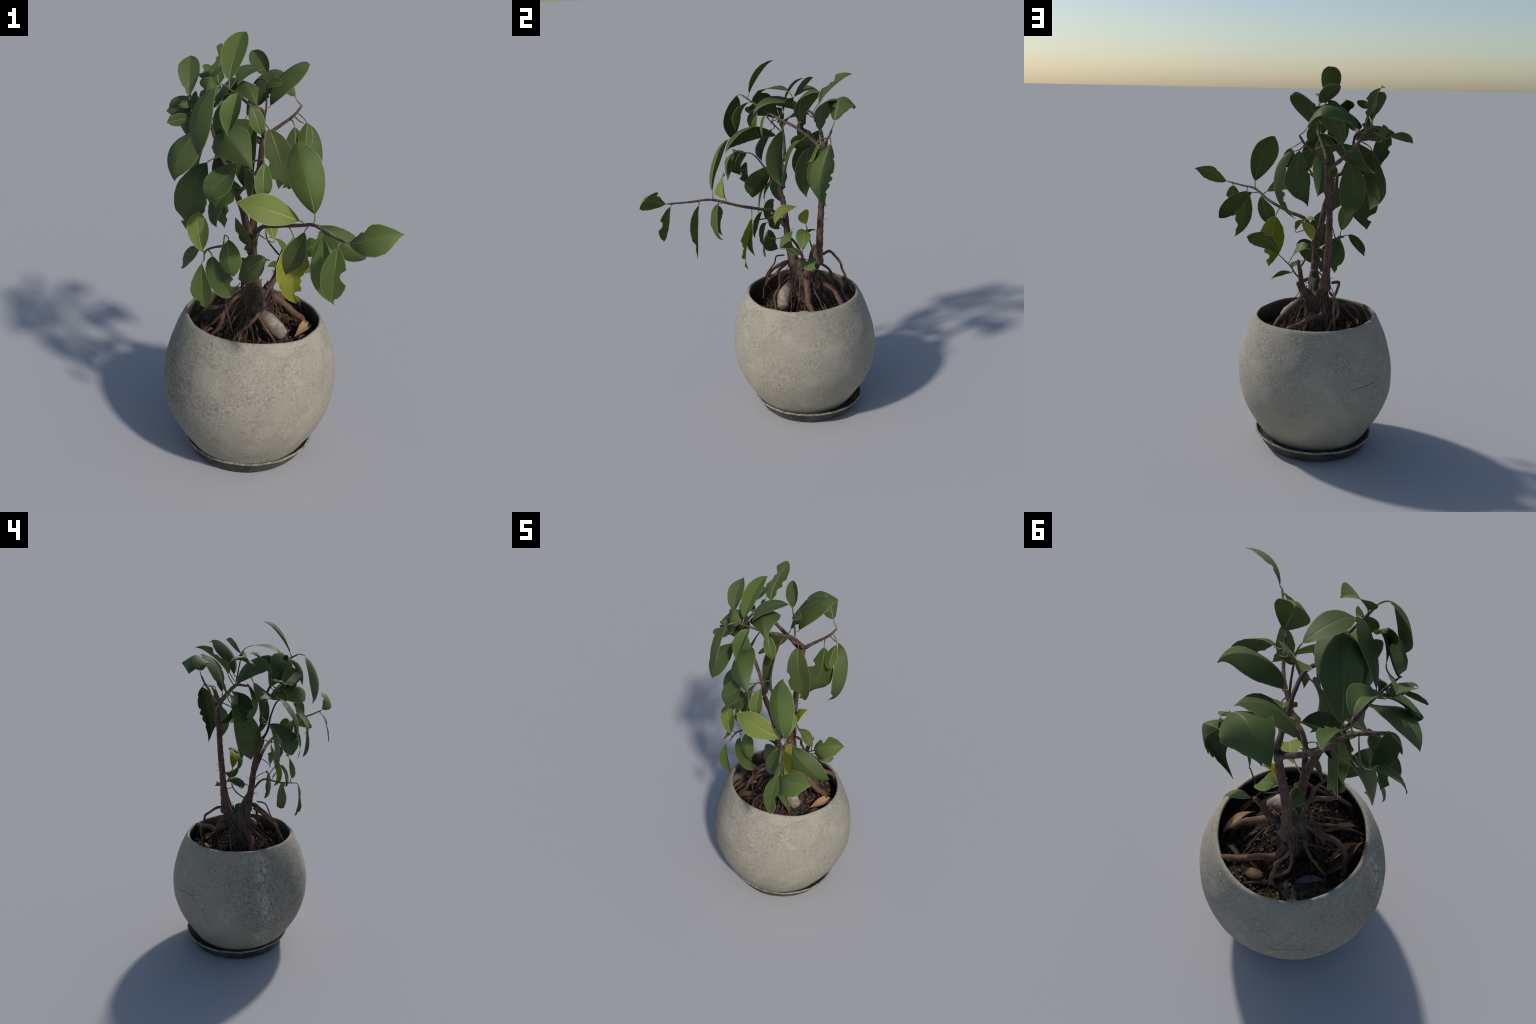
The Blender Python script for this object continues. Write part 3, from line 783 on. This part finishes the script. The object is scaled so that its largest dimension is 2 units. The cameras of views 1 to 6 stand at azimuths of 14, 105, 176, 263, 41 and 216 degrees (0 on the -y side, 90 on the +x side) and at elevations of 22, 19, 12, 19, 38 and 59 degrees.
leaf(base=(-0.010, -0.203, 1.532), out=(-0.003, -0.238, 1.498), over=(-0.007, -0.253, 1.408), tip=(0.012, -0.223, 1.407), roll=3.57, twist=0.07, half=0.036, cup=0.31, skew=0.96, kind='fresh')   # 23
leaf(base=(0.145, -0.215, 1.322), out=(0.082, -0.274, 1.360), over=(-0.004, -0.297, 1.391), tip=(-0.098, -0.286, 1.389), roll=1.09, twist=0.01, half=0.059, cup=0.07, skew=1.11, kind='lime')   # 24
leaf(base=(0.211, -0.262, 1.373), out=(0.204, -0.305, 1.455), over=(0.119, -0.248, 1.630), tip=(0.112, -0.180, 1.630), roll=3.90, twist=0.08, half=0.075, cup=0.36, skew=1.01, kind='fresh')   # 25
leaf(base=(-0.087, -0.225, 1.519), out=(-0.046, -0.206, 1.484), over=(-0.040, -0.233, 1.477), tip=(-0.053, -0.257, 1.371), roll=2.42, twist=0.12, half=0.040, cup=0.38, skew=1.00)   # 26
leaf(base=(-0.112, -0.233, 1.522), out=(-0.168, -0.163, 1.444), over=(-0.220, -0.299, 1.427), tip=(-0.222, -0.226, 1.357), roll=1.05, twist=0.26, half=0.062, cup=0.07, skew=0.93)   # 27
leaf(base=(-0.092, -0.208, 1.419), out=(-0.153, -0.133, 1.419), over=(-0.190, -0.218, 1.383), tip=(-0.207, -0.172, 1.310), roll=1.56, twist=-0.30, half=0.055, cup=0.37, skew=1.07)   # 28
leaf(base=(-0.193, -0.025, 1.415), out=(-0.186, -0.114, 1.366), over=(-0.230, -0.168, 1.258), tip=(-0.206, -0.165, 1.232), roll=-0.77, twist=-0.12, half=0.072, cup=0.26, skew=1.01, bites=[bite(at=0.88, side=-1, depth=0.20, wide=0.040)])   # 29
leaf(base=(-0.251, -0.052, 1.327), out=(-0.255, -0.065, 1.327), over=(-0.198, -0.105, 1.274), tip=(-0.197, -0.091, 1.206), roll=2.67, twist=-0.31, half=0.038, cup=0.06, skew=0.97, bites=[bite(at=0.75, side=1, depth=0.40, wide=0.050)])   # 30
leaf(base=(-0.272, -0.150, 1.115), out=(-0.293, -0.151, 1.155), over=(-0.303, -0.140, 1.266), tip=(-0.314, -0.108, 1.268), roll=2.94, twist=0.52, half=0.046, cup=0.16, skew=0.99, kind='lime')   # 31
leaf(base=(-0.304, -0.101, 1.095), out=(-0.340, -0.066, 1.084), over=(-0.396, -0.092, 0.986), tip=(-0.392, -0.053, 0.994), roll=1.09, twist=-0.73, half=0.038, cup=0.12, skew=0.96)   # 32
leaf(base=(-0.245, -0.099, 1.070), out=(-0.239, -0.142, 1.047), over=(-0.150, -0.084, 0.879), tip=(-0.154, -0.088, 0.899), roll=1.55, twist=0.70, half=0.055, cup=-0.23, skew=0.95, bites=[bite(at=0.62, side=1, depth=0.55, wide=0.060)])   # 33
leaf(base=(-0.261, -0.191, 1.071), out=(-0.259, -0.206, 0.980), over=(-0.248, -0.204, 0.927), tip=(-0.245, -0.179, 0.860), roll=3.03, twist=0.39, half=0.051, cup=0.25, skew=1.01, kind='fresh', bites=[bite(at=0.81, side=1, depth=0.40, wide=0.050)])   # 34
leaf(base=(-0.174, -0.102, 1.158), out=(-0.171, -0.155, 1.148), over=(-0.137, -0.175, 1.029), tip=(-0.135, -0.138, 1.011), roll=-0.04, twist=0.19, half=0.052, cup=0.31, skew=0.99, kind='fresh')   # 35
leaf(base=(-0.017, -0.037, 1.065), out=(-0.045, -0.078, 1.088), over=(-0.123, -0.059, 0.969), tip=(-0.148, -0.010, 0.946), roll=1.38, twist=-0.31, half=0.054, cup=-0.20, skew=1.11, bites=[bite(at=0.81, side=1, depth=0.25, wide=0.050)])   # 36
leaf(base=(-0.086, -0.049, 1.137), out=(-0.100, -0.060, 1.125), over=(-0.158, -0.054, 1.240), tip=(-0.169, -0.025, 1.230), roll=1.89, twist=0.53, half=0.035, cup=0.14, skew=1.00, bites=[bite(at=0.50, side=-1, depth=0.25, wide=0.050)])   # 37
leaf(base=(0.102, -0.086, 1.202), out=(0.124, -0.076, 1.124), over=(0.113, -0.167, 0.989), tip=(0.136, -0.108, 0.913), roll=3.18, twist=-0.02, half=0.074, cup=0.39, skew=0.95, kind='yellow', bites=[bite(at=0.50, side=-1, depth=0.35, wide=0.060), bite(at=0.62, side=-1, depth=0.50, wide=0.070), bite(at=0.75, side=-1, depth=0.35, wide=0.040), bite(at=0.81, side=-1, depth=0.80, wide=0.050)])   # 38
leaf(base=(0.174, -0.249, 1.289), out=(0.164, -0.258, 1.227), over=(0.125, -0.300, 1.168), tip=(0.112, -0.254, 1.101), roll=2.76, twist=0.94, half=0.048, cup=-0.00, skew=0.93)   # 39
leaf(base=(0.257, -0.326, 1.308), out=(0.274, -0.352, 1.224), over=(0.263, -0.337, 1.105), tip=(0.326, -0.331, 1.039), roll=3.06, twist=0.41, half=0.049, cup=0.33, skew=0.92, kind='fresh', bites=[bite(at=0.75, side=-1, depth=0.40, wide=0.060)])   # 40
leaf(base=(0.334, -0.453, 1.321), out=(0.338, -0.494, 1.272), over=(0.330, -0.500, 1.144), tip=(0.344, -0.506, 1.132), roll=2.95, twist=0.01, half=0.050, cup=0.14, skew=0.96, kind='fresh', bites=[bite(at=0.44, side=-1, depth=0.55, wide=0.070), bite(at=0.94, side=-1, depth=0.60, wide=0.050)])   # 41
leaf(base=(0.230, -0.220, 1.314), out=(0.287, -0.281, 1.319), over=(0.422, -0.215, 1.177), tip=(0.411, -0.153, 1.178), roll=1.79, twist=-0.64, half=0.055, cup=0.36, skew=0.98, bites=[bite(at=0.50, side=-1, depth=0.10, wide=0.030)])   # 42
leaf(base=(0.375, -0.461, 1.348), out=(0.421, -0.543, 1.373), over=(0.497, -0.530, 1.428), tip=(0.563, -0.490, 1.415), roll=2.23, twist=0.10, half=0.063, cup=0.29, skew=1.06, kind='fresh', bites=[bite(at=0.31, side=1, depth=0.25, wide=0.050)])   # 43
leaf(base=(-0.077, 0.173, 1.121), out=(-0.079, 0.156, 1.157), over=(-0.058, 0.146, 1.208), tip=(-0.013, 0.192, 1.225), roll=2.59, twist=0.07, half=0.037, cup=0.15, skew=0.99, kind='yellow')   # 44
leaf(base=(-0.002, 0.015, 1.144), out=(-0.033, 0.030, 1.206), over=(-0.048, 0.091, 1.224), tip=(-0.097, 0.116, 1.215), roll=-0.12, twist=0.06, half=0.046, cup=0.24, skew=0.94, kind='lime')   # 45
leaf(base=(0.037, 0.175, 1.011), out=(0.020, 0.169, 1.049), over=(-0.032, 0.169, 1.107), tip=(-0.058, 0.165, 1.092), roll=-0.09, twist=-1.13, half=0.041, cup=0.07, skew=1.04, kind='fresh')   # 46
leaf(base=(0.022, 0.160, 0.973), out=(0.014, 0.129, 0.982), over=(-0.009, 0.099, 0.989), tip=(-0.040, 0.070, 0.990), roll=0.19, twist=-0.01, half=0.030, cup=0.15, skew=1.00)   # 47
leaf(base=(0.039, 0.201, 0.953), out=(0.068, 0.228, 0.967), over=(0.138, 0.211, 0.951), tip=(0.131, 0.265, 0.935), roll=2.46, twist=0.15, half=0.040, cup=0.08, skew=1.03, kind='fresh')   # 48
leaf(base=(0.092, 0.139, 1.036), out=(0.123, 0.028, 1.110), over=(0.253, 0.123, 1.171), tip=(0.263, 0.162, 1.132), roll=2.15, twist=0.20, half=0.061, cup=0.43, skew=1.11, kind='fresh', bites=[bite(at=0.44, side=1, depth=0.30, wide=0.050), bite(at=0.50, side=1, depth=0.40, wide=0.050)])   # 49
leaf(base=(-0.152, 0.209, 1.065), out=(-0.134, 0.168, 1.091), over=(-0.136, 0.065, 1.018), tip=(-0.148, 0.139, 1.015), roll=2.62, twist=0.08, half=0.036, cup=0.21, skew=0.98)   # 50
leaf(base=(-0.349, 0.202, 1.817), out=(-0.315, 0.125, 1.847), over=(-0.343, 0.092, 1.764), tip=(-0.394, 0.094, 1.812), roll=0.33, twist=0.25, half=0.048, cup=0.45, skew=0.84)   # 51
leaf(base=(-0.116, -0.040, 1.717), out=(-0.101, -0.057, 1.719), over=(-0.068, -0.065, 1.622), tip=(-0.065, -0.046, 1.610), roll=0.50, twist=-0.35, half=0.031, cup=-0.03, skew=1.01, kind='fresh')   # 52
leaf(base=(-0.116, 0.049, 1.635), out=(-0.135, 0.025, 1.574), over=(-0.139, -0.014, 1.391), tip=(-0.111, 0.036, 1.330), roll=2.61, twist=-0.21, half=0.071, cup=0.41, skew=1.00)   # 53
leaf(base=(-0.432, 0.122, 1.713), out=(-0.495, -0.008, 1.576), over=(-0.361, 0.158, 1.458), tip=(-0.439, 0.110, 1.520), roll=2.66, twist=-0.88, half=0.050, cup=-0.43, skew=0.68, bites=[bite(at=0.31, side=1, depth=0.40, wide=0.040)])   # 54
leaf(base=(-0.446, 0.224, 1.658), out=(-0.457, 0.208, 1.668), over=(-0.557, 0.208, 1.659), tip=(-0.561, 0.221, 1.626), roll=0.71, twist=0.61, half=0.032, cup=0.17, skew=1.01)   # 55
leaf(base=(-0.406, 0.233, 1.651), out=(-0.405, 0.231, 1.671), over=(-0.421, 0.251, 1.727), tip=(-0.416, 0.257, 1.709), roll=0.29, twist=-0.01, half=0.021, cup=0.16, skew=0.99)   # 56
leaf(base=(-0.329, 0.006, 1.619), out=(-0.331, 0.001, 1.672), over=(-0.506, 0.065, 1.689), tip=(-0.523, 0.080, 1.636), roll=0.54, twist=-0.10, half=0.068, cup=0.06, skew=0.80)   # 57
leaf(base=(-0.361, -0.003, 1.680), out=(-0.391, -0.029, 1.660), over=(-0.426, -0.025, 1.640), tip=(-0.471, -0.024, 1.641), roll=0.91, twist=-0.05, half=0.033, cup=0.15, skew=1.00)   # 58
leaf(base=(-0.368, -0.037, 1.660), out=(-0.352, 0.051, 1.774), over=(-0.381, -0.116, 1.695), tip=(-0.417, -0.072, 1.703), roll=0.39, twist=1.06, half=0.031, cup=-0.47, skew=0.92)   # 59
leaf(base=(-0.292, -0.093, 1.712), out=(-0.265, -0.207, 1.785), over=(-0.261, -0.089, 1.845), tip=(-0.272, -0.114, 1.831), roll=0.18, twist=-1.54, half=0.051, cup=0.55, skew=1.16)   # 60
leaf(base=(-0.307, -0.017, 1.674), out=(-0.273, -0.083, 1.743), over=(-0.168, -0.106, 1.842), tip=(-0.174, -0.080, 1.831), roll=2.41, twist=0.03, half=0.056, cup=0.15, skew=0.92)   # 61
leaf(base=(-0.216, -0.113, 1.747), out=(-0.190, -0.143, 1.690), over=(-0.192, -0.169, 1.653), tip=(-0.228, -0.113, 1.582), roll=0.85, twist=-0.01, half=0.047, cup=0.09, skew=0.99)   # 62
leaf(base=(-0.164, 0.181, 1.606), out=(-0.199, 0.170, 1.593), over=(-0.230, 0.086, 1.487), tip=(-0.370, 0.275, 1.481), roll=1.00, twist=-0.28, half=0.088, cup=0.75, skew=1.22)   # 63
leaf(base=(-0.360, 0.207, 1.592), out=(-0.397, 0.120, 1.521), over=(-0.457, 0.081, 1.346), tip=(-0.380, 0.099, 1.270), roll=2.10, twist=-0.04, half=0.084, cup=-0.16, skew=1.14)   # 66
leaf(base=(-0.369, 0.001, 1.700), out=(-0.373, 0.003, 1.713), over=(-0.365, 0.003, 1.738), tip=(-0.366, 0.005, 1.752), roll=3.37, twist=0.00, half=0.014, cup=0.14, skew=1.00)   # 67

# ------------------------------------------------------------------ fallen leaves on the soil
def fallen(a, b, half, mat, roll=.3, cup=.7, rise=.014, lift=(0, 0)):
    a, b = V((*a, 0.)), V((*b, 0.))
    a[2] = soil_height(*a[:2]) + .012 + lift[0]; b[2] = soil_height(*b[:2]) + .014 + lift[1]
    ob = leaf(tuple(a), tuple(a * .67 + b * .33 + (0, 0, rise)), tuple(a * .33 + b * .67 + (0, 0, rise)), tuple(b),
              roll, .5, half, cup, 1.0, stalk=False)
    ob.name = "fallen_leaf"; ob.data.name = "fallen_leaf"
    for i in range(4):
        ob.data.materials[i] = MAT[mat]

fallen((.151, .272), (.100, .118), .030, "tan", .5, .7, .020, (.01, .012))
fallen((-.200, .010), (-.305, -.095), .026, "tan", .4, .8, .014)
fallen((-.285, .112), (-.335, -.025), .026, "tan", .2, .9, .020)
fallen((-.292, .170), (-.346, .040), .028, "rust", -.5, .8, .018)
fallen((-.352, .085), (-.362, -.048), .026, "rust", .7, .9, .020, (0, .015))
fallen((-.215, .264), (-.315, .192), .022, "grey", .1, .7, .010)
fallen((-.247, -.087), (-.115, -.030), .024, "rust", .3, .8, .012)
fallen((-.296, .302), (-.318, .235), .016, "rust", .3, .8, .010)
fallen((.10, .30), (.02, .335), .018, "rust", .5, .9, .008)
fallen((-.03, -.10), (.07, -.05), .018, "rust", .6, .9, .008)
fallen((.16, .17), (.12, .05), .018, "rust", .1, .9, .008)
